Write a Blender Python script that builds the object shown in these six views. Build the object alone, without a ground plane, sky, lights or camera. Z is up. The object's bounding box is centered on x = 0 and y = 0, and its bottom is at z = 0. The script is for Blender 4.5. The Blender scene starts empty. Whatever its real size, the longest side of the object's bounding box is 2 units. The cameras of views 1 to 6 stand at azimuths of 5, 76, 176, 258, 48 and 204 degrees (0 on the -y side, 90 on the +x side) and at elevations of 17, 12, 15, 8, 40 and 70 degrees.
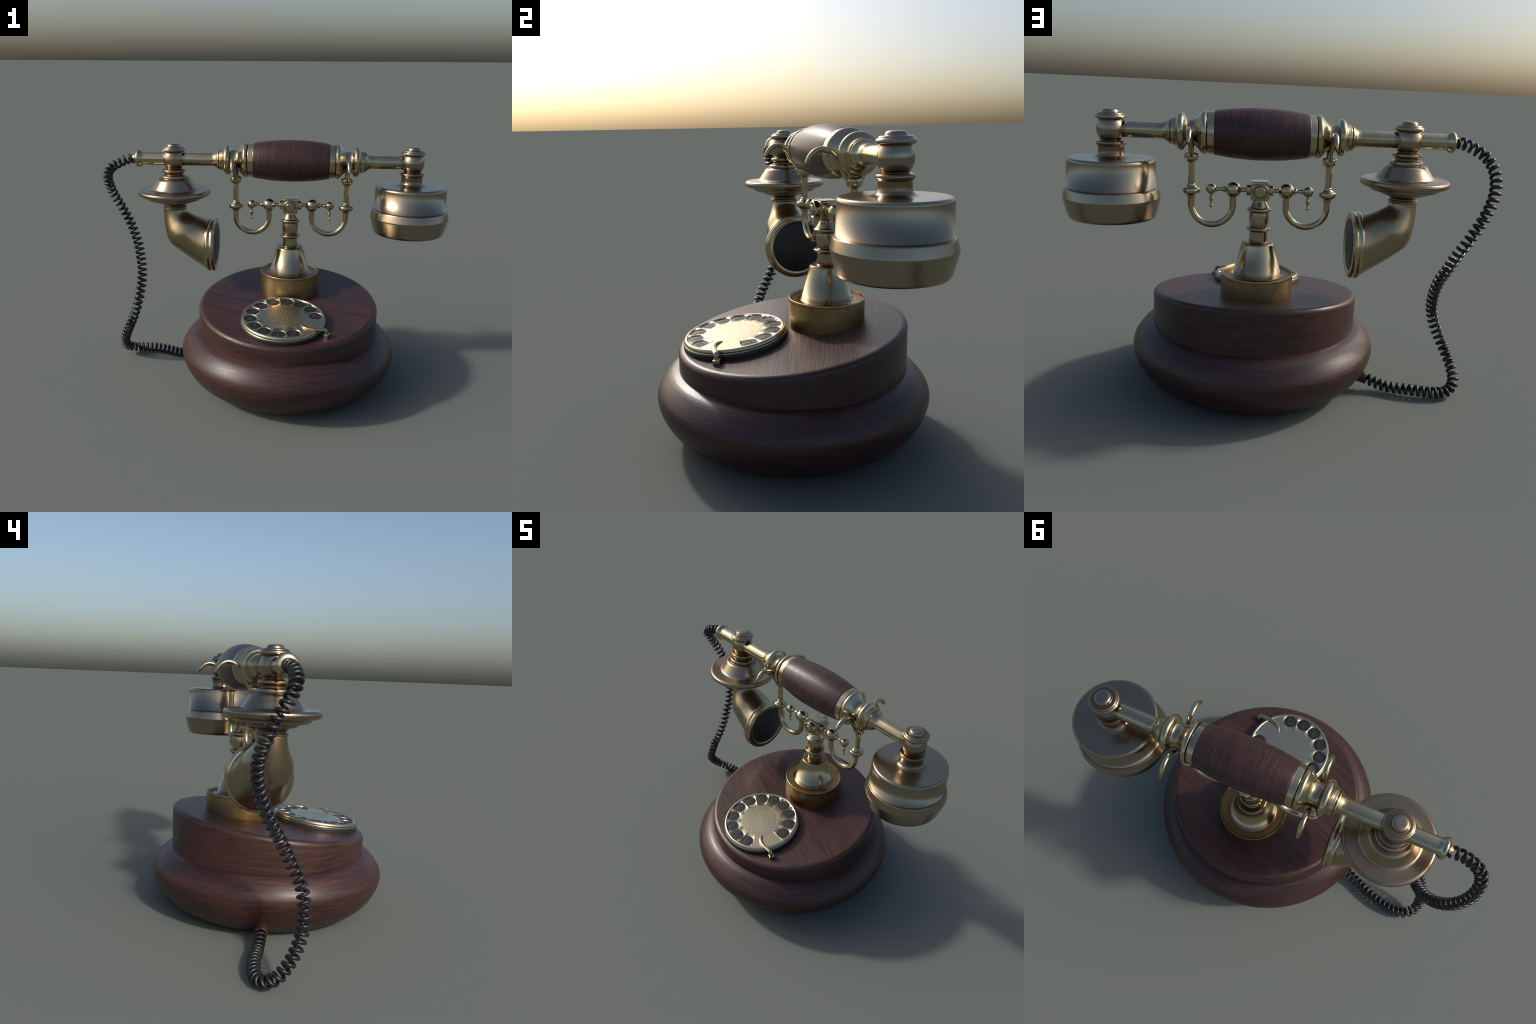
"""Antique rotary telephone: turned wooden base, brass stand and cradle, brass
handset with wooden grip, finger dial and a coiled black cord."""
import bpy, math
import numpy as np
from mathutils import Matrix, Vector

TAU = 2 * math.pi
X0, Y0 = 0.1088, 0.1635        # vertical axis of stand and cradle
BX, BY = 0.1082, 0.0           # vertical axis of the wooden base
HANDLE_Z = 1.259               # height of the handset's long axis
REACH = 0.6727                 # half distance between receiver and transmitter axes
SLOPE = 0.1256                 # rise of the sloping deck per metre of y
DECK0 = 0.4775                 # deck height at y = 0
scene = bpy.context.scene


# ------------------------------------------------------------------ materials
class Nodes:
    """small helper to write node trees compactly"""
    def __init__(self, name):
        self.mat = bpy.data.materials.new(name)
        self.mat.use_nodes = True
        self.t = self.mat.node_tree
        self.bsdf = self.t.nodes["Principled BSDF"]
        self.coord = self.t.nodes.new("ShaderNodeTexCoord")

    def new(self, kind, inputs=None, **props):
        n = self.t.nodes.new("ShaderNode" + kind)
        for k, v in props.items():
            setattr(n, k, v)
        for k, v in (inputs or {}).items():
            if isinstance(v, bpy.types.NodeSocket):
                self.t.links.new(v, n.inputs[k])
            else:
                n.inputs[k].default_value = v
        return n

    def math(self, op, a, b=0.0):
        return self.new("Math", {0: a, 1: b}, operation=op).outputs[0]

    def ramp(self, fac, stops):
        n = self.new("ValToRGB", {"Fac": fac})
        e = n.color_ramp.elements
        while len(e) < len(stops):
            e.new(0.5)
        for el, (p, c) in zip(e, stops):
            el.position = p
            el.color = (*c, 1) if len(c) == 3 else c
        return n.outputs["Color"]

    def mix(self, fac, a, b):
        n = self.new("Mix", data_type="RGBA")
        for sock, v in ((n.inputs["Factor"], fac), (n.inputs[6], a), (n.inputs[7], b)):
            if isinstance(v, bpy.types.NodeSocket):
                self.t.links.new(v, sock)
            else:
                sock.default_value = v if not isinstance(v, tuple) else (*v, 1)
        return n.outputs[2]

    def scaled(self, vec, s, rot=(0, 0, 0)):
        return self.new("Mapping", {"Vector": vec, "Scale": s, "Rotation": rot}).outputs[0]

    def put(self, **kw):
        for k, v in kw.items():
            k = k.replace("_", " ")
            if isinstance(v, bpy.types.NodeSocket):
                self.t.links.new(v, self.bsdf.inputs[k])
            else:
                self.bsdf.inputs[k].default_value = (*v, 1) if isinstance(v, tuple) else v
        return self.mat


def brass(name, colour, patina, rough, amount=0.35, bump=0.05, axis=2, bands=(), tarnish=(0.20, 0.105, 0.042)):
    """aged brass: cloudy patina everywhere, plus brown tarnish that has settled in
    the turned grooves and necks, given as bands (place along axis, half width, strength)"""
    n = Nodes(name)
    p = n.coord.outputs["Object"]
    cloud = n.new("TexNoise", {"Vector": p, "Scale": 9.0, "Detail": 5.0, "Roughness": 0.6}).outputs["Fac"]
    fine = n.new("TexNoise", {"Vector": p, "Scale": 70.0, "Detail": 4.0, "Roughness": 0.65}).outputs["Fac"]
    pits = n.new("TexNoise", {"Vector": p, "Scale": 190.0, "Detail": 2.0}).outputs["Fac"]
    blot = n.math("ADD", n.math("MULTIPLY", cloud, 0.75), n.math("MULTIPLY", fine, 0.25))
    mask = n.ramp(blot, [(0.46, (0, 0, 0)), (0.68, (1, 1, 1))])
    mask = n.math("MULTIPLY", mask, amount)
    col = n.mix(mask, colour, patina)
    if bands:
        place = n.new("SeparateXYZ", {"Vector": p}).outputs[axis]
        if axis == 0:
            place = n.math("ABSOLUTE", n.math("SUBTRACT", place, X0))
        total = None
        for c, w, k in bands:
            d = n.math("DIVIDE", n.math("ABSOLUTE", n.math("SUBTRACT", place, c)), w)
            b = n.math("MULTIPLY", n.math("MAXIMUM", n.math("SUBTRACT", 1.0, d), 0.0), 1.6 * k)
            b = n.math("MINIMUM", b, k)
            total = b if total is None else n.math("MAXIMUM", total, b)
        ragged = n.math("ADD", 0.45, n.math("MULTIPLY", blot, 1.1))
        fac = n.math("MINIMUM", n.math("MULTIPLY", total, ragged), 1.0)
        col = n.mix(fac, col, tarnish)
    r = n.math("ADD", n.math("MULTIPLY", n.math("SUBTRACT", blot, 0.5), 0.28), rough)
    b = n.new("Bump", {"Strength": bump, "Distance": 0.003,
                       "Height": n.math("ADD", fine, n.math("MULTIPLY", pits, 0.3))})
    return n.put(Base_Color=col, Metallic=1.0, Roughness=r, Normal=b.outputs[0])


def wood(name, kind):
    """dark red hardwood; the grain runs round the turned sides ('turned'),
    straight across the deck ('plank') or in rings round the grip ('grip')"""
    n = Nodes(name)
    p = n.coord.outputs["Object"]
    sep = n.new("SeparateXYZ", {"Vector": p})
    x, y, z = sep.outputs
    if kind == "turned":
        r = n.math("SQRT", n.math("ADD", n.math("MULTIPLY", x, x), n.math("MULTIPLY", y, y)))
        cx, cy = n.math("DIVIDE", x, r), n.math("DIVIDE", y, r)
        def layer(along, across, detail, dist=0.0):
            v = n.new("CombineXYZ", {0: n.math("MULTIPLY", cx, along), 1: n.math("MULTIPLY", cy, along),
                                     2: n.math("MULTIPLY", z, across)}).outputs[0]
            return n.new("TexNoise", {"Vector": v, "W": n.math("MULTIPLY", r, across), "Scale": 1.0,
                                      "Detail": detail, "Roughness": 0.6, "Distortion": dist},
                         noise_dimensions="4D").outputs["Fac"]
        broad, grain, pores = layer(2.0, 22, 4, .3), layer(4.0, 100, 4), layer(9.0, 280, 2)
    else:
        if kind == "plank":
            v = n.scaled(p, (1, 1, 0.3), (0, 0, math.radians(20)))
            s = ((2.0, 22, 4), (3.5, 115, 6), (10, 340, 10))
            order = lambda a: (a[0], a[1], a[2])
        else:
            v = p
            s = ((22, 3, 3), (140, 6, 6), (420, 16, 16))
            order = lambda a: a
        def layer(sc, detail, dist=0.0):
            return n.new("TexNoise", {"Vector": n.scaled(v, order(sc)), "Scale": 1.0, "Detail": detail,
                                      "Roughness": 0.6, "Distortion": dist}).outputs["Fac"]
        broad, grain, pores = layer(s[0], 4, .4), layer(s[1], 4), layer(s[2], 2)
    f = n.math("ADD", n.math("MULTIPLY", broad, 0.26),
               n.math("ADD", n.math("MULTIPLY", grain, 0.46), n.math("MULTIPLY", pores, 0.28)))
    col = n.ramp(f, [(0.36, WOOD_DARK), (0.465, WOOD_MID), (0.555, WOOD_RED), (0.68, WOOD_LIGHT)])
    rough = n.math("ADD", n.math("MULTIPLY", grain, 0.22), WOOD_ROUGH - 0.11)
    b = n.new("Bump", {"Strength": 0.20, "Distance": 0.004,
                       "Height": n.math("ADD", grain, n.math("MULTIPLY", pores, 0.5))})
    return n.put(Base_Color=col, Roughness=rough, Normal=b.outputs[0])


def plain(name, colour, rough, bump_scale=160.0, bump=0.05):
    n = Nodes(name)
    p = n.coord.outputs["Object"]
    f = n.new("TexNoise", {"Vector": p, "Scale": bump_scale, "Detail": 3.0}).outputs["Fac"]
    c = n.mix(f, tuple(v * 0.75 for v in colour), tuple(v * 1.25 for v in colour))
    r = n.math("ADD", n.math("MULTIPLY", f, 0.16), rough - 0.08)
    b = n.new("Bump", {"Strength": bump, "Distance": 0.002, "Height": f})
    return n.put(Base_Color=c, Roughness=r, Normal=b.outputs[0])


WOOD_DARK, WOOD_MID = (0.016, 0.0076, 0.0068), (0.033, 0.0132, 0.0116)
WOOD_RED, WOOD_LIGHT = (0.052, 0.0192, 0.0158), (0.074, 0.0288, 0.0225)
WOOD_ROUGH = 0.40
BRASS, SATIN = (0.50, 0.437, 0.285), (0.325, 0.285, 0.215)
PATINA = (0.33, 0.210, 0.098)
spindle_bands = [(0.2447, 0.004, 0.9), (0.318, 0.026, 0.30), (0.4070, 0.004, 0.8), (0.3870, 0.006, 0.4), (0.612, 0.014, 0.5)]
receiver_bands = [(1.3310, 0.003, 0.7), (1.3222, 0.002, 0.5), (1.2985, 0.007, 0.8), (1.2100, 0.013, 0.9), (1.1620, 0.034, 0.55), (0.9985, 0.006, 0.7)]
transmitter_bands = receiver_bands[:4] + [(1.1780, 0.011, 0.85), (1.1500, 0.004, 0.8), (1.0820, 0.010, 0.35), (1.0440, 0.003, 0.6),
                                          (1.0225, 0.004, 0.6), (1.0000, 0.014, 0.7), (0.9800, 0.010, 0.3)]
stand_bands = [(0.9640, 0.010, 0.6), (0.9270, 0.003, 0.5), (0.9070, 0.004, 0.7), (0.8380, 0.007, 0.8), (0.8165, 0.005, 0.7),
               (0.7650, 0.012, 0.8), (0.6050, 0.022, 0.75)]
M = {
    "polished": brass("polished_brass", BRASS, PATINA, 0.20, 0.58, 0.03),
    "spindle": brass("spindle_brass", BRASS, PATINA, 0.21, 0.52, 0.03, 0, spindle_bands),
    "column": brass("column_brass", (0.46, 0.40, 0.26), PATINA, 0.22, 0.55, 0.03, 2, stand_bands),
    "receiver": brass("receiver_brass", SATIN, (0.36, 0.26, 0.15), 0.235, 0.55, 0.025, 2, receiver_bands),
    "transmitter": brass("transmitter_brass", (0.35, 0.295, 0.215), PATINA, 0.27, 0.60, 0.06, 2, transmitter_bands),
    "satin": brass("satin_brass", (0.36, 0.298, 0.195), PATINA, 0.29, 0.50, 0.05),
    "aged": brass("aged_brass", (0.42, 0.325, 0.165), (0.27, 0.150, 0.055), 0.38, 1.0, 0.09, 2, [(0.47, 0.085, 0.55), (0.6025, 0.006, 0.75)], (0.27, 0.135, 0.045)),
    "plate": brass("dial_brass", (0.53, 0.465, 0.320), PATINA, 0.27, 0.18, 0.03),
    "turned": wood("turned_wood", "turned"),
    "plank": wood("plank_wood", "plank"),
    "grip": wood("grip_wood", "grip"),
    "black": plain("black_enamel", (0.013, 0.014, 0.016), 0.42),
    "card": plain("dark_number_card", (0.0085, 0.0082, 0.0086), 0.52, 400.0, 0.06),
    "lit_digit": plain("lit_number_relief", (0.034, 0.033, 0.034), 0.40),  # raised digits share the disc colour; lighter tone paints their light-catching edges
    "rubber": plain("cord_rubber", (0.0105, 0.011, 0.013), 0.34),
    "mesh": plain("mouthpiece_bakelite", (0.016, 0.017, 0.019), 0.45),
}


# ------------------------------------------------------------------ mesh tools
def make(name, verts, faces, mat, parent=None, smooth=True, sharp=None):
    me = bpy.data.meshes.new(name)
    me.from_pydata([tuple(map(float, v)) for v in verts], [], faces)
    me.validate()
    if smooth:
        me.polygons.foreach_set("use_smooth", [True] * len(me.polygons))
    if sharp is not None:
        me.set_sharp_from_angle(angle=math.radians(sharp))
    me.materials.append(M[mat])
    return link(bpy.data.objects.new(name, me), parent)


def link(ob, parent=None, at=None):
    scene.collection.objects.link(ob)
    if parent is not None:
        ob.parent = parent
    if at is not None:
        ob.matrix_local = at
    return ob


def again(ob, at, parent=None):
    c = ob.copy()
    scene.collection.objects.link(c)
    if parent is not None:
        c.parent = parent
    c.matrix_local = at
    return c


def rounded(profile, cap=0.012, steps=4):
    """round every corner of a profile; a point given with a third value
    keeps that radius (0 = keep the corner)"""
    pts = [np.array(p[:2], float) for p in profile]
    caps = [p[2] if len(p) > 2 else cap for p in profile]
    out = [pts[0]]
    for i in range(1, len(pts) - 1):
        a, b, c = pts[i - 1], pts[i], pts[i + 1]
        la, lc = np.linalg.norm(a - b), np.linalg.norm(c - b)
        d = min(caps[i], 0.42 * la, 0.42 * lc)
        if d < 1e-6:
            out.append(b)
            continue
        s, e = b + (a - b) / la * d, b + (c - b) / lc * d
        for k in range(steps + 1):
            t = k / steps
            out.append((1 - t) ** 2 * s + 2 * t * (1 - t) * b + t * t * e)
    out.append(pts[-1])
    return out


def orient(direction):
    return Vector(direction).normalized().to_track_quat("Z", "Y").to_matrix()


def lathe(name, profile, mat, origin=(0, 0, 0), axis=(0, 0, 1), parent=None, segs=96, cap=0.012, sharp=None):
    """turn a profile of (height along axis, radius) points about an axis"""
    pr = rounded(profile, cap)
    R = np.array(orient(axis))
    o = np.array(origin, float)
    a = np.arange(segs) / segs * TAU
    V, F, rows = [], [], []
    for h, r in pr:
        if r < 1e-6:
            rows.append([len(V)] * segs)
            V.append(o + R @ np.array([0, 0, h]))
        else:
            rows.append(list(range(len(V), len(V) + segs)))
            V += [o + R @ np.array([r * math.cos(t), r * math.sin(t), h]) for t in a]
    for p, q in zip(rows, rows[1:]):
        for j in range(segs):
            k = (j + 1) % segs
            f = [p[j], p[k], q[k], q[j]]
            f = list(dict.fromkeys(f))
            if len(f) > 2:
                F.append(f)
    ob = make(name, V, F, mat, parent, sharp=sharp)
    fix_normals(ob)
    return ob


def fix_normals(ob):
    import bmesh
    bm = bmesh.new()
    bm.from_mesh(ob.data)
    bmesh.ops.recalc_face_normals(bm, faces=bm.faces)
    bm.to_mesh(ob.data)
    bm.free()


def catmull(P, m=12, closed=False):
    P = np.array(P, float)
    P = np.vstack([2 * P[0] - P[1], P, 2 * P[-1] - P[-2]])
    out = []
    for i in range(1, len(P) - 2):
        a, b, c, d = P[i - 1:i + 3]
        for t in np.arange(m) / m:
            out.append(.5 * (2 * b + (c - a) * t + (2 * a - 5 * b + 4 * c - d) * t * t + (3 * b - 3 * c + d - a) * t ** 3))
    out.append(P[-2])
    return np.array(out)


def frames(C, up=(0, 0, 1)):
    """parallel-transport frames along a curve"""
    T = np.gradient(C, axis=0)
    T /= np.linalg.norm(T, axis=1)[:, None]
    n = np.cross(T[0], up)
    if np.linalg.norm(n) < 1e-4:
        n = np.cross(T[0], (1, 0, 0))
    n /= np.linalg.norm(n)
    N = [n]
    for i in range(1, len(C)):
        n = N[-1] - T[i] * (N[-1] @ T[i])
        N.append(n / np.linalg.norm(n))
    N = np.array(N)
    return T, N, np.cross(T, N)


def tube(name, C, radius, mat, parent=None, sides=20, flat=1.0, round_ends=True):
    """sweep a circle (flattened by 'flat' along the frame's second axis)"""
    C = np.array(C, float)
    r = np.full(len(C), radius) if np.isscalar(radius) else np.array(radius, float)
    if round_ends:
        T = np.gradient(C, axis=0)
        T /= np.linalg.norm(T, axis=1)[:, None]
        k = np.array([0.97, 0.82, 0.55, 0.2])
        off = np.sqrt(1 - k ** 2)
        head = np.array([C[0] - T[0] * r[0] * o for o in off])[::-1]
        tail = np.array([C[-1] + T[-1] * r[-1] * o for o in off])
        C = np.vstack([head, C, tail])
        r = np.r_[(r[0] * k)[::-1], r, r[-1] * k]
    T, N, Bn = frames(C)
    V, F = [], []
    for c, n, b, q in zip(C, N, Bn, r):
        for j in range(sides):
            t = TAU * j / sides
            V.append(c + q * (math.cos(t) * n + math.sin(t) * b * flat))
    for i in range(len(C) - 1):
        for j in range(sides):
            k = (j + 1) % sides
            F.append([i * sides + j, i * sides + k, (i + 1) * sides + k, (i + 1) * sides + j])
    F.append(list(range(sides)))
    F.append([(len(C) - 1) * sides + j for j in range(sides)])
    ob = make(name, V, F, mat, parent, sharp=60)
    fix_normals(ob)
    return ob


def ball(name, c, r, mat, parent, n=32):
    pr = [(-r * math.cos(math.pi * i / n), r * math.sin(math.pi * i / n)) for i in range(n + 1)]
    pr[0], pr[-1] = (-r, 0), (r, 0)
    return lathe(name, pr, mat, c, (0, 0, 1), parent, 48, cap=0)


# ------------------------------------------------------------------ root
phone = bpy.data.objects.new("rotary_telephone", None)
link(phone)
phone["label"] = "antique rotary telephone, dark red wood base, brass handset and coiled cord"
phone["category"] = "telephone"

# ------------------------------------------------------------------ wooden base
bulge = [(0.0, 0.0), (0.0, 0.425), (0.006, 0.444), (0.02, 0.468), (0.04, 0.5015), (0.06, 0.5285), (0.08, 0.550),
         (0.10, 0.566), (0.12, 0.578), (0.14, 0.589), (0.16, 0.598), (0.18, 0.604), (0.20, 0.607),
         (0.22, 0.606), (0.24, 0.600), (0.26, 0.588), (0.28, 0.572), (0.299, 0.553), (0.310, 0.538),
         (0.317, 0.522), (0.321, 0.508), (0.325, 0.49), (0.325, 0.0)]
base = lathe("base", bulge, "turned", (0, 0, 0), parent=phone, segs=144, cap=0.02)
base.matrix_local = Matrix.Translation((BX, BY, 0))


def deck(y):
    return DECK0 + SLOPE * y


def build_drum():
    """upright wall cut by the sloping deck, with a rolled edge; the wall and
    the deck are separate pieces because their grain differs"""
    segs, R, edge = 144, 0.506, 0.024
    a = np.arange(segs) / segs * TAU
    wall = [(R + 0.002, 0.300), (R, 0.330), (R, 0.36)]
    rows = []
    for r, z in wall:
        rows.append([(r * math.cos(t), r * math.sin(t), z) for t in a])
    arc = [(R - edge * (1 - math.cos(q)), -edge * (1 - math.sin(q))) for q in np.linspace(0, math.pi / 2, 7)]
    for r, dz in arc:
        rows.append([(r * math.cos(t), r * math.sin(t), deck(BY + r * math.sin(t)) + dz) for t in a])
    flat = []
    for r in np.linspace(R - edge, 0.0, 9)[:-1]:
        flat.append([(r * math.cos(t), r * math.sin(t), deck(BY + r * math.sin(t))) for t in a])

    def strip(rs, centre=None):
        V = [v for row in rs for v in row]
        F = []
        for i in range(len(rs) - 1):
            for j in range(segs):
                k = (j + 1) % segs
                F.append([i * segs + j, i * segs + k, (i + 1) * segs + k, (i + 1) * segs + j])
        if centre is not None:
            V.append(centre)
            F += [[(len(rs) - 1) * segs + j, (len(rs) - 1) * segs + (j + 1) % segs, len(V) - 1] for j in range(segs)]
        return V, F
    at = Matrix.Translation((BX, BY, 0))
    V, F = strip(rows)
    side = make("drum_wall", V, F, "turned", base)
    V, F = strip(flat, (0, 0, deck(BY)))
    top = make("drum_deck", V, F, "plank", base)
    return side, top


build_drum()

# socket where the cord enters the base
socket_dir = Vector((-0.92, 0.31, -0.26)).normalized()
lathe("cord_socket", [(-0.10, 0.0), (-0.10, 0.034), (-0.015, 0.033), (0.008, 0.0315), (0.018, 0.029), (0.021, 0.026),
                      (0.018, 0.024), (-0.02, 0.023), (-0.02, 0.0)], "turned", (-0.4450 - BX, 0.1475 - BY, 0.0690),
      socket_dir, base, 48, cap=0.006)

# ------------------------------------------------------------------ stand
stand_profile = [
    (0.44, 0.0), (0.44, 0.1700), (0.605, 0.1705), (0.6118, 0.1700), (0.6140, 0.1675), (0.6118, 0.1648),
    (0.608, 0.1640), (0.604, 0.1615), (0.6030, 0.1580), (0.6030, 0.1300), (0.6035, 0.1150, 0.0),
    (0.747, 0.0785), (0.755, 0.0765), (0.7605, 0.0725), (0.7625, 0.0660), (0.7625, 0.0460), (0.766, 0.0425),
    (0.814, 0.0420), (0.818, 0.0440), (0.8205, 0.0530), (0.8240, 0.0570), (0.8280, 0.0582), (0.8320, 0.0570),
    (0.8350, 0.0520), (0.8362, 0.0420), (0.841, 0.0415), (0.856, 0.0460), (0.874, 0.0475), (0.890, 0.0468),
    (0.9035, 0.0450), (0.9070, 0.0455), (0.9090, 0.0520), (0.9130, 0.0562), (0.9180, 0.0578), (0.9225, 0.0565),
    (0.9255, 0.0520), (0.9275, 0.0490), (0.940, 0.0400), (0.954, 0.0320), (0.966, 0.0300), (0.975, 0.0300), (0.975, 0.0)]
cone_from = next(i for i, p in enumerate(stand_profile) if p[1] == 0.1150)
stand = lathe("stand", [(0.6034, 0.1305)] + stand_profile[cone_from:], "column", (X0, Y0, 0), parent=phone)
cup = lathe("stand_cup", stand_profile[1:cone_from - 1] + [(0.6030, 0.1296)], "aged", (X0, Y0, 0), parent=stand)

# ------------------------------------------------------------------ cradle
BALL_Z, HOOK = 1.0055, 0.3150


def rounded_box(name, c, half, bevel, mat, parent):
    import bmesh
    bm = bmesh.new()
    bmesh.ops.create_cube(bm, size=2.0)
    for v in bm.verts:
        v.co = Vector((v.co[i] * half[i] for i in range(3)))
    bmesh.ops.bevel(bm, geom=bm.edges[:], offset=bevel, segments=4, profile=0.6, affect="EDGES")
    me = bpy.data.meshes.new(name)
    for v in bm.verts:
        v.co += Vector(c)
    bm.to_mesh(me)
    bm.free()
    me.polygons.foreach_set("use_smooth", [True] * len(me.polygons))
    me.set_sharp_from_angle(angle=math.radians(28))
    me.materials.append(M[mat])
    return link(bpy.data.objects.new(name, me), parent)


cradle = rounded_box("cradle", (X0, Y0, 1.0065), (0.0437, 0.0432, 0.0432), 0.0095, "polished", phone)
# ringed boss on the front and back faces of the block
boss_profile = [(0.030, 0.0), (0.030, 0.0400), (0.056, 0.0402), (0.0630, 0.0395), (0.0665, 0.0365), (0.0670, 0.0335),
                (0.0640, 0.0305), (0.0605, 0.0295), (0.0600, 0.0265), (0.0680, 0.0255), (0.0715, 0.0235), (0.0730, 0.0200), (0.0738, 0.0)]
boss = lathe("boss", boss_profile, "polished", parent=cradle, segs=64, cap=0.004)
boss.matrix_local = Matrix.Translation((X0, Y0, 1.0065)) @ Matrix.Rotation(math.pi / 2, 4, "X")
again(boss, Matrix.Translation((X0, Y0, 1.0065)) @ Matrix.Rotation(-math.pi / 2, 4, "X"))

# one turned side arm along +x: washer, rod, rod end to the small ball
arm_profile = [(0.040, 0.0), (0.040, 0.0262), (0.0600, 0.0262), (0.0615, 0.0245), (0.0615, 0.0115), (0.0640, 0.0108),
               (0.150, 0.0108), (0.158, 0.0112), (0.160, 0.0140), (0.1640, 0.0148), (0.1680, 0.0140), (0.170, 0.0100),
               (0.180, 0.0085), (0.192, 0.0100), (0.197, 0.0125), (0.202, 0.0120), (0.206, 0.0100), (0.215, 0.0090),
               (0.215, 0.0)]
arm = lathe("side_arm", arm_profile, "polished", parent=cradle, segs=40, cap=0.003)
large = ball("large_ball", (0, 0, 0), 0.0380, "polished", cradle)
small = ball("small_ball", (0, 0, 0), 0.0254, "polished", cradle, 24)
pendant = lathe("pendant", [(-0.0885, 0.0), (-0.0870, 0.0052), (-0.0825, 0.0086), (-0.0785, 0.0090), (-0.0740, 0.0072),
                            (-0.0710, 0.0048), (-0.0640, 0.0046), (-0.0500, 0.0088), (-0.0450, 0.0102),
                            (-0.0420, 0.0090), (-0.0395, 0.0062), (-0.0300, 0.0058), (-0.0200, 0.0060), (-0.0200, 0.0)],
                "polished", parent=cradle, segs=28, cap=0.004)

# curved arm from the large ball down, round and up to the hook rod
U_R = (HOOK - 0.1230) / 2
U_C = (HOOK + 0.1230) / 2
U_Z = 0.0
u_path = [(0.1230, 0, 0.058), (0.1230, 0, 0.03)]
u_path += [(U_C - U_R * math.cos(t), 0, U_Z - U_R * math.sin(t)) for t in np.linspace(0, math.pi, 33)]
u_path += [(HOOK, 0, z) for z in (0.02, 0.05, 0.12, 0.17, 0.20)]
u_arm = tube("curved_arm", [(x, y, z) for x, y, z in u_path], 0.0152, "polished", cradle, 28)
collar_profile = [(-0.036, 0.0), (-0.036, 0.0148), (-0.033, 0.0185), (-0.024, 0.0190), (-0.021, 0.0250), (-0.0165, 0.0290),
                  (-0.0150, 0.0350), (-0.0090, 0.0402), (0.0, 0.0422), (0.0085, 0.0402), (0.0138, 0.0350),
                  (0.0150, 0.0270), (0.0190, 0.0250), (0.0225, 0.0210), (0.0235, 0.0200), (0.0300, 0.0190),
                  (0.0330, 0.0150), (0.0330, 0.0)]
collar = lathe("collar", collar_profile, "polished", parent=cradle, segs=56, cap=0.006)

# cup-shaped knuckle with a pair of curved prongs
knuckle_r = 0.0338
kp = [(-knuckle_r * math.cos(q), knuckle_r * math.sin(q)) for q in np.linspace(0, math.pi * 0.60, 14)]
kp[0] = (-knuckle_r, 0.0)
top = kp[-1]
kp += [(top[0] + 0.004, top[1] - 0.004), (top[0] + 0.003, top[1] - 0.009), (top[0] - 0.002, 0.012), (top[0] - 0.003, 0.0)]
knuckle = lathe("knuckle", kp, "polished", parent=cradle, segs=48, cap=0.003)
prong_path = [(0, 0.006, 1.1350), (0, 0.018, 1.1500), (0, 0.034, 1.1740), (0, 0.051, 1.2030), (0, 0.069, 1.2335), (0, 0.086, 1.2575),
              (0, 0.105, 1.2715), (0, 0.127, 1.2775), (0, 0.149, 1.2740), (0, 0.168, 1.2620), (0, 0.182, 1.2465),
              (0, 0.193, 1.2300)]
C = catmull(prong_path, 6)
s = np.linspace(0, 1, len(C))
prong_r = np.interp(s, [0, 0.25, 0.55, 0.78, 0.92, 1.0], [0.0140, 0.0116, 0.0118, 0.0130, 0.0110, 0.0062])
prong = tube("hook_prong", C - np.array([0, 0, 1.1530]), prong_r, "polished", cradle, 20)

for i, sx in enumerate((1, -1)):
    turn = Matrix.Rotation(0 if sx > 0 else math.pi, 4, "Z")
    side = Matrix.Translation((X0, Y0, BALL_Z)) @ turn
    along = side @ Matrix.Rotation(math.pi / 2, 4, "Y")
    hook_at = Matrix.Translation((X0 + sx * HOOK, Y0, 0))
    spots = [(arm, along), (large, side @ Matrix.Translation((0.1230, 0, 0))),
             (small, side @ Matrix.Translation((0.2240, 0, 0))), (pendant, side @ Matrix.Translation((0.2240, 0, 0))),
             (u_arm, Matrix.Translation((X0, Y0, 0.9350)) @ turn),
             (collar, hook_at @ Matrix.Translation((0, 0, 0.9965))),
             (knuckle, hook_at @ Matrix.Translation((0, 0, 1.1530))),
             (prong, hook_at @ Matrix.Translation((0, 0, 1.1530)))]
    for ob, m in spots:
        if i == 0:
            ob.matrix_local = m
        else:
            again(ob, m)
    again(prong, hook_at @ Matrix.Translation((0, 0, 1.1530)) @ Matrix.Rotation(math.pi, 4, "Z"))

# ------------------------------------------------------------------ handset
AX = (X0, Y0, HANDLE_Z)
half = [(0.2125, 0.0972), (0.2140, 0.0965), (0.2410, 0.0940), (0.2425, 0.0928), (0.2435, 0.0860), (0.2460, 0.0860), (0.2470, 0.0940),
        (0.2490, 0.0968), (0.2550, 0.0984), (0.2610, 0.0984), (0.2665, 0.0955), (0.2760, 0.0845), (0.2900, 0.0685),
        (0.3010, 0.0590), (0.3130, 0.0552), (0.3270, 0.0552), (0.3370, 0.0590), (0.3425, 0.0670), (0.3470, 0.0770),
        (0.3530, 0.0830), (0.3610, 0.0852), (0.3690, 0.0835), (0.3750, 0.0780), (0.3800, 0.0690), (0.3835, 0.0655), (0.3850, 0.0640),
        (0.3890, 0.0640), (0.3910, 0.0615), (0.4040, 0.0590), (0.4055, 0.0540), (0.4085, 0.0540), (0.4100, 0.0568),
        (0.4150, 0.0545), (0.4240, 0.0465), (0.4340, 0.0400), (0.4480, 0.0368), (0.4700, 0.0365)]
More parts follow.
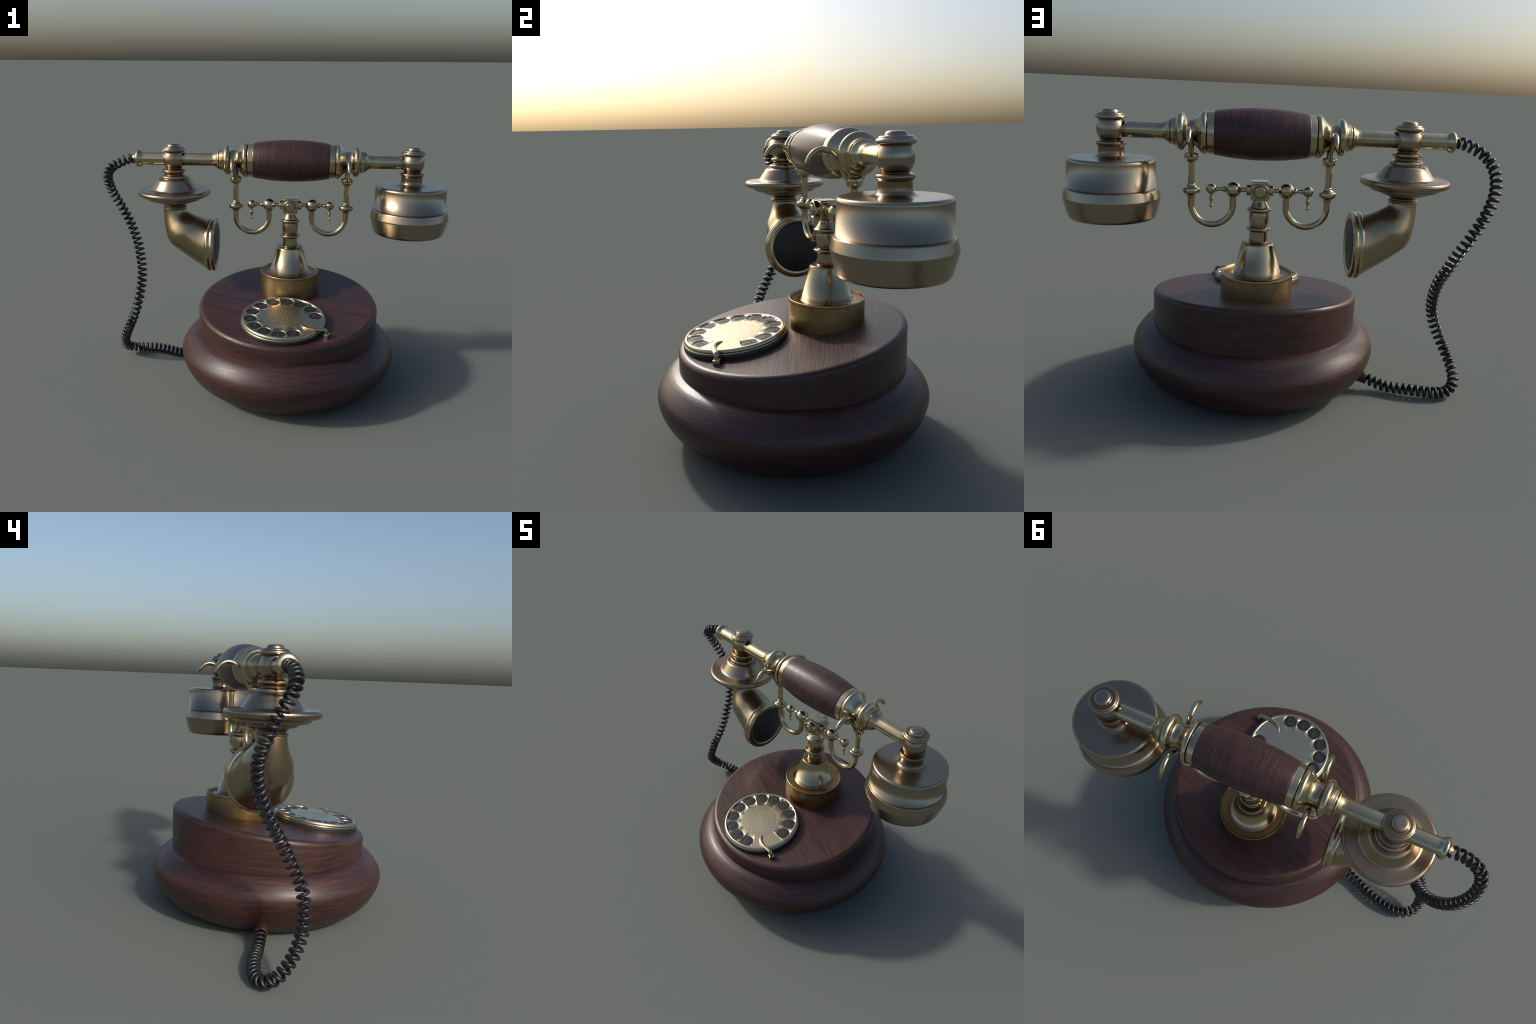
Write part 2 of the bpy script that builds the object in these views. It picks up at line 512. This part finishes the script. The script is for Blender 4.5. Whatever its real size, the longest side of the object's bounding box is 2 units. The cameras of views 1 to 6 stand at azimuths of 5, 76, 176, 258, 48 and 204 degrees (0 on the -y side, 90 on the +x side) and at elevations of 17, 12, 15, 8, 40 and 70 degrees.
receiver_bar = [(h, r) for h, r in half] + [(REACH, 0.0365), (REACH, 0.0)]
transmitter_bar = [(h, r) for h, r in half] + [(0.840, 0.0368), (0.8500, 0.0375), (0.8590, 0.0425), (0.8680, 0.0490),
                   (0.8770, 0.0508), (0.8840, 0.0480), (0.8890, 0.0400), (0.8915, 0.0310), (0.8950, 0.0270), (0.9020, 0.0255),
                   (0.9035, 0.0210), (0.9100, 0.0205), (0.9100, 0.0)]
grip_profile = [(h, 0.0976 + 0.0188 * (1 - (abs(h) / 0.2125) ** 2.1)) for h in np.linspace(-0.2125, 0.2125, 33)]
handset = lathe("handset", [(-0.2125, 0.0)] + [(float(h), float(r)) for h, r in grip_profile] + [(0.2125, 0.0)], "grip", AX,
                (1, 0, 0), phone, 112, cap=0.001)
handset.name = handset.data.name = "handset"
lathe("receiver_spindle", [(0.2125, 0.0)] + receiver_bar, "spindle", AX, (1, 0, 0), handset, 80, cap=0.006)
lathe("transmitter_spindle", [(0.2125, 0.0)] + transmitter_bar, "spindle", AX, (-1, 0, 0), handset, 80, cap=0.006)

knob = [(1.3468, 0.0), (1.3466, 0.0230), (1.3450, 0.0300), (1.3410, 0.0350), (1.3345, 0.0378), (1.3315, 0.0385), (1.3305, 0.0400),
        (1.3300, 0.0520), (1.3285, 0.0565), (1.3250, 0.0585), (1.3225, 0.0590), (1.3215, 0.0625), (1.3180, 0.0662),
        (1.3120, 0.0678), (1.3055, 0.0655), (1.3015, 0.0590), (1.2995, 0.0530), (1.2970, 0.0528), (1.2900, 0.0560),
        (1.2760, 0.0612), (1.2580, 0.0635), (1.2400, 0.0615), (1.2260, 0.0560), (1.2150, 0.0485), (1.2085, 0.0455)]
receiver_profile = knob + [
    (1.2078, 0.0560), (1.2060, 0.0630), (1.2020, 0.0668), (1.1975, 0.0678), (1.1930, 0.0665), (1.1890, 0.0630), (1.1860, 0.0598),
    (1.1820, 0.0582), (1.1650, 0.0578), (1.1520, 0.0592), (1.1430, 0.0635), (1.1370, 0.0720), (1.1335, 0.0850),
    (1.1325, 0.1050, .02), (1.1322, 0.1840), (1.1305, 0.1895), (1.1265, 0.1940), (1.1200, 0.1965),
    (0.9985, 0.1985, 0.0), (0.9982, 0.2020), (0.9965, 0.2055), (0.9920, 0.2078), (0.9560, 0.2180, 0.004), (0.9500, 0.2178, 0.004),
    (0.8720, 0.1975), (0.8630, 0.1925), (0.8585, 0.1850), (0.8572, 0.1760), (0.8572, 0.1500), (0.8660, 0.1440), (0.8660, 0.0)]
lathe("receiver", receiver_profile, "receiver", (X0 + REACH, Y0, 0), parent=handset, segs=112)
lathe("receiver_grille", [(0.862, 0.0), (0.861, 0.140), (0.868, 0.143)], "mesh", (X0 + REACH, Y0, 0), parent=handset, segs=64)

transmitter_profile = knob + [
    (1.2050, 0.0480), (1.2030, 0.0600), (1.2005, 0.0660), (1.1960, 0.0682), (1.1905, 0.0682), (1.1870, 0.0662), (1.1845, 0.0600), (1.1825, 0.0548),
    (1.1780, 0.0540), (1.1700, 0.0540), (1.1690, 0.0640), (1.1675, 0.0735), (1.1640, 0.0772), (1.1570, 0.0785), (1.1525, 0.0775),
    (1.1500, 0.0790), (1.1485, 0.0880), (1.1455, 0.0955), (1.1400, 0.1012), (1.1320, 0.1062), (1.0965, 0.1300), (1.0890, 0.1360),
    (1.0860, 0.1440), (1.0848, 0.1600), (1.0842, 0.1820), (1.0842, 0.1930), (1.0828, 0.2000), (1.0785, 0.2060), (1.0700, 0.2088),
    (1.0600, 0.2068), (1.0530, 0.2010), (1.0490, 0.1930), (1.0465, 0.1800), (1.0445, 0.1680), (1.0415, 0.1650), (1.0360, 0.1628), (1.0310, 0.1580),
    (1.0275, 0.1480), (1.0240, 0.1240), (1.0225, 0.1150), (1.0180, 0.1120), (1.0130, 0.1070), (1.0105, 0.0980), (1.0085, 0.0800),
    (1.0060, 0.0740), (1.0010, 0.0695), (0.9960, 0.0640), (0.9930, 0.0615), (0.9885, 0.0612), (0.9870, 0.0670), (0.9840, 0.0710), (0.9810, 0.0718),
    (0.9775, 0.0700), (0.9755, 0.0655), (0.9700, 0.0640), (0.9700, 0.0)]
TX = X0 - REACH
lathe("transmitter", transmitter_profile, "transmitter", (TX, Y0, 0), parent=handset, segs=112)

# elbow-shaped horn: circular sections between an inner and an outer edge line
inner = [(-0.499, 0.985), (-0.500, 0.974), (-0.496, 0.961), (-0.485, 0.9500), (-0.466, 0.9400), (-0.443, 0.9300), (-0.419, 0.9205), (-0.398, 0.9140), (-0.366, 0.9065)]
outer = [(-0.629, 0.985), (-0.6305, 0.968), (-0.6300, 0.925), (-0.6255, 0.868), (-0.6150, 0.809), (-0.5930, 0.763), (-0.5510, 0.7285), (-0.4880, 0.6845), (-0.376, 0.6140)]
I3 = catmull([(x, 0, z) for x, z in inner], 5)
O3 = catmull([(x, 0, z) for x, z in outer], 5)
V, F, NS = [], [], 72
for a, b in zip(I3, O3):
    c, d = (a + b) / 2, (b - a) / 2
    r = np.linalg.norm(d)
    for j in range(NS):
        t = TAU * j / NS
        V.append(c + d * math.cos(t) + np.array([0, r * math.sin(t), 0]) + np.array([0, Y0, 0]))
for i in range(len(I3) - 1):
    for j in range(NS):
        k = (j + 1) % NS
        F.append([i * NS + j, i * NS + k, (i + 1) * NS + k, (i + 1) * NS + j])
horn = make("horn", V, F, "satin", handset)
fix_normals(horn)
MOUTH = (0.0, Y0 - 0.002, 0.7605)
lathe("mouth_rim", [(-0.395, 0.125), (-0.3755, 0.1430), (-0.3720, 0.1500), (-0.3690, 0.1565), (-0.3640, 0.1598), (-0.3580, 0.1608), (-0.3520, 0.1592),
                    (-0.3485, 0.1560), (-0.3460, 0.1550), (-0.3430, 0.1562), (-0.3385, 0.1585), (-0.3320, 0.1595), (-0.3275, 0.1570), (-0.3230, 0.1505),
                    (-0.3210, 0.1425), (-0.3215, 0.1340), (-0.3230, 0.1285), (-0.3255, 0.1250), (-0.3350, 0.1220)],
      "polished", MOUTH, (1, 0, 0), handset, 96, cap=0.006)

# dished mouthpiece face with a scatter of small pits
rng = np.random.default_rng(7)
pit = [(0.050 * math.sqrt(u) , TAU * w) for u, w in rng.random((34, 2))]
pit = np.array([(r * math.cos(t), r * math.sin(t)) for r, t in pit])
NR, NA = 90, 220
V, F = [(-0.3125, MOUTH[1], MOUTH[2])], []
for i in range(1, NR + 1):
    r = 0.1235 * i / NR
    for j in range(NA):
        t = TAU * j / NA
        y, z = r * math.cos(t), r * math.sin(t)
        d = np.hypot(pit[:, 0] - y, pit[:, 1] - z)
        x = -0.3125 - 0.0145 * (r / 0.1235) ** 2 - 0.0030 * np.exp(-(d / 0.0028) ** 2).max()
        V.append((x, MOUTH[1] + y, MOUTH[2] + z))
for j in range(NA):
    F.append([0, 1 + j, 1 + (j + 1) % NA])
for i in range(NR - 1):
    for j in range(NA):
        k = (j + 1) % NA
        F.append([1 + i * NA + j, 1 + (i + 1) * NA + j, 1 + (i + 1) * NA + k, 1 + i * NA + k])
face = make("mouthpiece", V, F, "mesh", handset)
fix_normals(face)

# ------------------------------------------------------------------ dial
tilt = math.atan(SLOPE)
DIAL = Matrix.Rotation(tilt, 4, "X") @ Matrix.Translation((0.0930, -0.1950, DECK0 * math.cos(tilt)))
HOLE_RING, HOLE_R, STEP, FIRST = 0.1750, 0.0362, math.radians(25.67), math.radians(-69.4)
hole_angle = [FIRST - STEP * i for i in range(12)]
holes = np.array([(HOLE_RING * math.cos(t), HOLE_RING * math.sin(t)) for t in hole_angle])
PLATE, RIDGE, LIP = 0.0410, 0.0428, 0.0384
R_IN, R_OUT = 0.1190, 0.2100


def ornament(r, t):
    """low relief rosette: many small petals in rings, ending in larger lobes"""
    if r > 0.090:
        h = 0.0
        for ring, n, w, phase in ((0.0985, 18, 0.0085, 0.0), (0.1100, 18, 0.0050, math.pi / 18)):
            u = abs(math.sin(n * (t + phase) / 2))
            h += math.exp(-((r - ring - w * (0.75 * u - 0.45)) / 0.0016) ** 2)
        return 0.00042 * min(h, 1.0)
    k = int(r / 0.0090)
    n = 6 * max(1, round(k * 1.05 + 0.6))
    a, q = n * (t + 0.7 * k), TAU * r / 0.0090
    petal = math.cos(a) * math.sin(q) + 0.7 * math.sin(2 * a + 1.3 * k) * math.cos(2 * q) + 0.35 * math.cos(3 * q + a)
    return 0.00022 * (1.0 + math.tanh(1.3 * petal))


def plate_height(x, y):
    r, t = math.hypot(x, y), math.atan2(y, x)
    if r < 0.1165:
        return PLATE + ornament(r, t)
    if r > R_OUT:
        return RIDGE
    q = ((FIRST + STEP / 2 - t) % TAU) / STEP
    if q >= 12:
        return PLATE
    k = int(q)
    d = math.hypot(x - holes[k][0], y - holes[k][1]) - HOLE_R
    if d < 0:
        return 0.0330
    e = max(0.0, min((q - k) * STEP * r, (k + 1 - q) * STEP * r, (r - R_IN) * 1.2 + 0.003, (R_OUT - r) + 0.002))
    f = e / (e + d + 1e-6)
    crest = PLATE + (RIDGE - PLATE) * min(1.0, (r - 0.1165) / 0.02)
    return crest + (LIP - crest) * f


NR, NA = 200, 720
V, F = [(0, 0, PLATE)], []
radii = list(np.linspace(0.0015, 0.2100, NR))
for r in radii:
    for j in range(NA):
        t = TAU * j / NA
        x, y = r * math.cos(t), r * math.sin(t)
        V.append((x, y, plate_height(x, y)))
rim = [(0.2103, 0.0432), (0.2135, 0.0442), (0.2175, 0.0438), (0.2216, 0.0415), (0.2240, 0.0365), (0.2252, 0.0325), (0.2244, 0.0285),
       (0.2228, 0.0268), (0.2228, 0.0255), (0.2252, 0.0250), (0.2260, 0.0235), (0.2255, 0.0210), (0.2200, 0.0200)]
for r, z in rim:
    V += [(r * math.cos(TAU * j / NA), r * math.sin(TAU * j / NA), z) for j in range(NA)]
for j in range(NA):
    F.append([0, 1 + j, 1 + (j + 1) % NA])
for i in range(len(radii) + len(rim) - 1):
    for j in range(NA):
        k = (j + 1) % NA
        F.append([1 + i * NA + j, 1 + (i + 1) * NA + j, 1 + (i + 1) * NA + k, 1 + i * NA + k])
dial = make("dial", V, F, "plate", phone)
fix_normals(dial)
dial.matrix_local = DIAL
lathe("dial_base", [(-0.01, 0.0), (-0.01, 0.2312), (0.0140, 0.2305), (0.0200, 0.2290), (0.0228, 0.2250), (0.0228, 0.200), (0.0228, 0.0)],
      "black", parent=dial, segs=128, cap=0.005)

disc = lathe("number_disc", [(0.020, 0.0), (0.020, HOLE_R + 0.0012), (0.0368, HOLE_R + 0.0012), (0.0368, 0.0)], "card",
             parent=dial, segs=40, cap=0.0004)


def glyph(ch):
    cu = bpy.data.curves.new("number", "FONT")
    cu.body, cu.size, cu.align_x, cu.align_y = ch, 0.105 if ch == "*" else 0.058, "CENTER", "CENTER"
    cu.extrude, cu.bevel_depth, cu.bevel_resolution, cu.offset = 0.0006, 0.0005, 2, -0.0004
    tmp = bpy.data.objects.new("number", cu)
    scene.collection.objects.link(tmp)
    dg = bpy.context.evaluated_depsgraph_get()
    me = bpy.data.meshes.new_from_object(tmp.evaluated_get(dg))
    bpy.data.objects.remove(tmp)
    bpy.data.curves.remove(cu)
    # centre the glyph on its own box
    co = np.array([v.co for v in me.vertices])
    mid = (co.max(0) + co.min(0)) / 2
    for v in me.vertices:
        v.co -= Vector((mid[0], mid[1], 0))
    me.materials.clear()
    me.materials.append(M["lit_digit"])
    me.name = "number"
    return link(bpy.data.objects.new("number", me), dial)


for i, ch in enumerate("0123456789+*"):
    at = Matrix.Translation((holes[i][0], holes[i][1], 0))
    if i == 0:
        disc.matrix_local = at
    else:
        again(disc, at)
    glyph(ch).matrix_local = Matrix.Translation((holes[i][0], holes[i][1], 0.0370))

# finger stop: a bent, tapering lever on a small block
stop = [(0.0960, -0.0760, 0.0400), (0.1060, -0.0930, 0.0425), (0.1220, -0.1090, 0.0435), (0.1500, -0.1200, 0.0440), (0.1800, -0.1232, 0.0440),
        (0.2080, -0.1240, 0.0440), (0.2215, -0.1242, 0.0430), (0.2272, -0.1244, 0.0380), (0.2285, -0.1245, 0.0280), (0.2285, -0.1245, 0.0150)]
C = catmull(stop, 8)
s = np.linspace(0, 1, len(C))
finger_stop = tube("finger_stop", C, np.interp(s, [0, .15, .4, .7, 1], [0.0055, 0.0100, 0.0118, 0.0125, 0.0120]), "polished", dial, 20, 0.72)
foot = rounded_box("stop_foot", (0, 0, 0), (0.0135, 0.0155, 0.0125), 0.004, "polished", dial)
foot.matrix_local = Matrix.Translation((0.2330, -0.1265, 0.0100)) @ Matrix.Rotation(math.radians(-28), 4, "Z")

# ------------------------------------------------------------------ coiled cord
spine = [(-0.790, 0.165, 1.259), (-0.825, 0.162, 1.254), (-0.871, 0.160, 1.236), (-0.936, 0.174, 1.198), (-0.970, 0.206, 1.139),
         (-0.970, 0.246, 1.073), (-0.950, 0.275, 1.004), (-0.917, 0.291, 0.936), (-0.881, 0.290, 0.866),
         (-0.848, 0.275, 0.798), (-0.819, 0.247, 0.731), (-0.799, 0.214, 0.663), (-0.782, 0.174, 0.600),
         (-0.776, 0.137, 0.532), (-0.780, 0.102, 0.463), (-0.794, 0.073, 0.394), (-0.818, 0.065, 0.322),
         (-0.849, 0.073, 0.253), (-0.880, 0.101, 0.188), (-0.902, 0.140, 0.127), (-0.904, 0.190, 0.070),
         (-0.862, 0.236, 0.037), (-0.791, 0.250, 0.034), (-0.716, 0.239, 0.037), (-0.644, 0.218, 0.037),
         (-0.571, 0.191, 0.034), (-0.520, 0.173, 0.044), (-0.455, 0.150, 0.063)]
C = catmull(spine, 30)
L = np.r_[0, np.cumsum(np.linalg.norm(np.diff(C, axis=0), axis=1))]
TURNS, PER = 60.5, 22
S = np.linspace(0, L[-1], int(TURNS * PER))
C = np.stack([np.interp(S, L, C[:, i]) for i in range(3)], 1)
T, N, Bn = frames(C)
u = S / L[-1]
# the coil is not quite even: slightly tighter in the bend and along the ground
extra = np.interp(u, [0, 0.14, 0.22, 0.50, 0.60, 0.66, 0.70, 0.74, 0.79, 0.82, 0.86, 0.92, 1.0],
                  [-0.10, 0.03, 0.15, 0.25, 0.26, 0.45, 0.60, 0.80, 1.04, 1.31, 1.58, 1.91, 2.29])
ang = TAU * (TURNS * u + extra)
coil_r = np.full(len(S), 0.0218)
wire = C + coil_r[:, None] * (np.cos(ang)[:, None] * N + np.sin(ang)[:, None] * Bn)
wire[:, 2] = np.maximum(wire[:, 2], 0.0081)
cord = tube("cord", wire, 0.0081, "rubber", phone, 12)
cord["kind"] = "stuff"
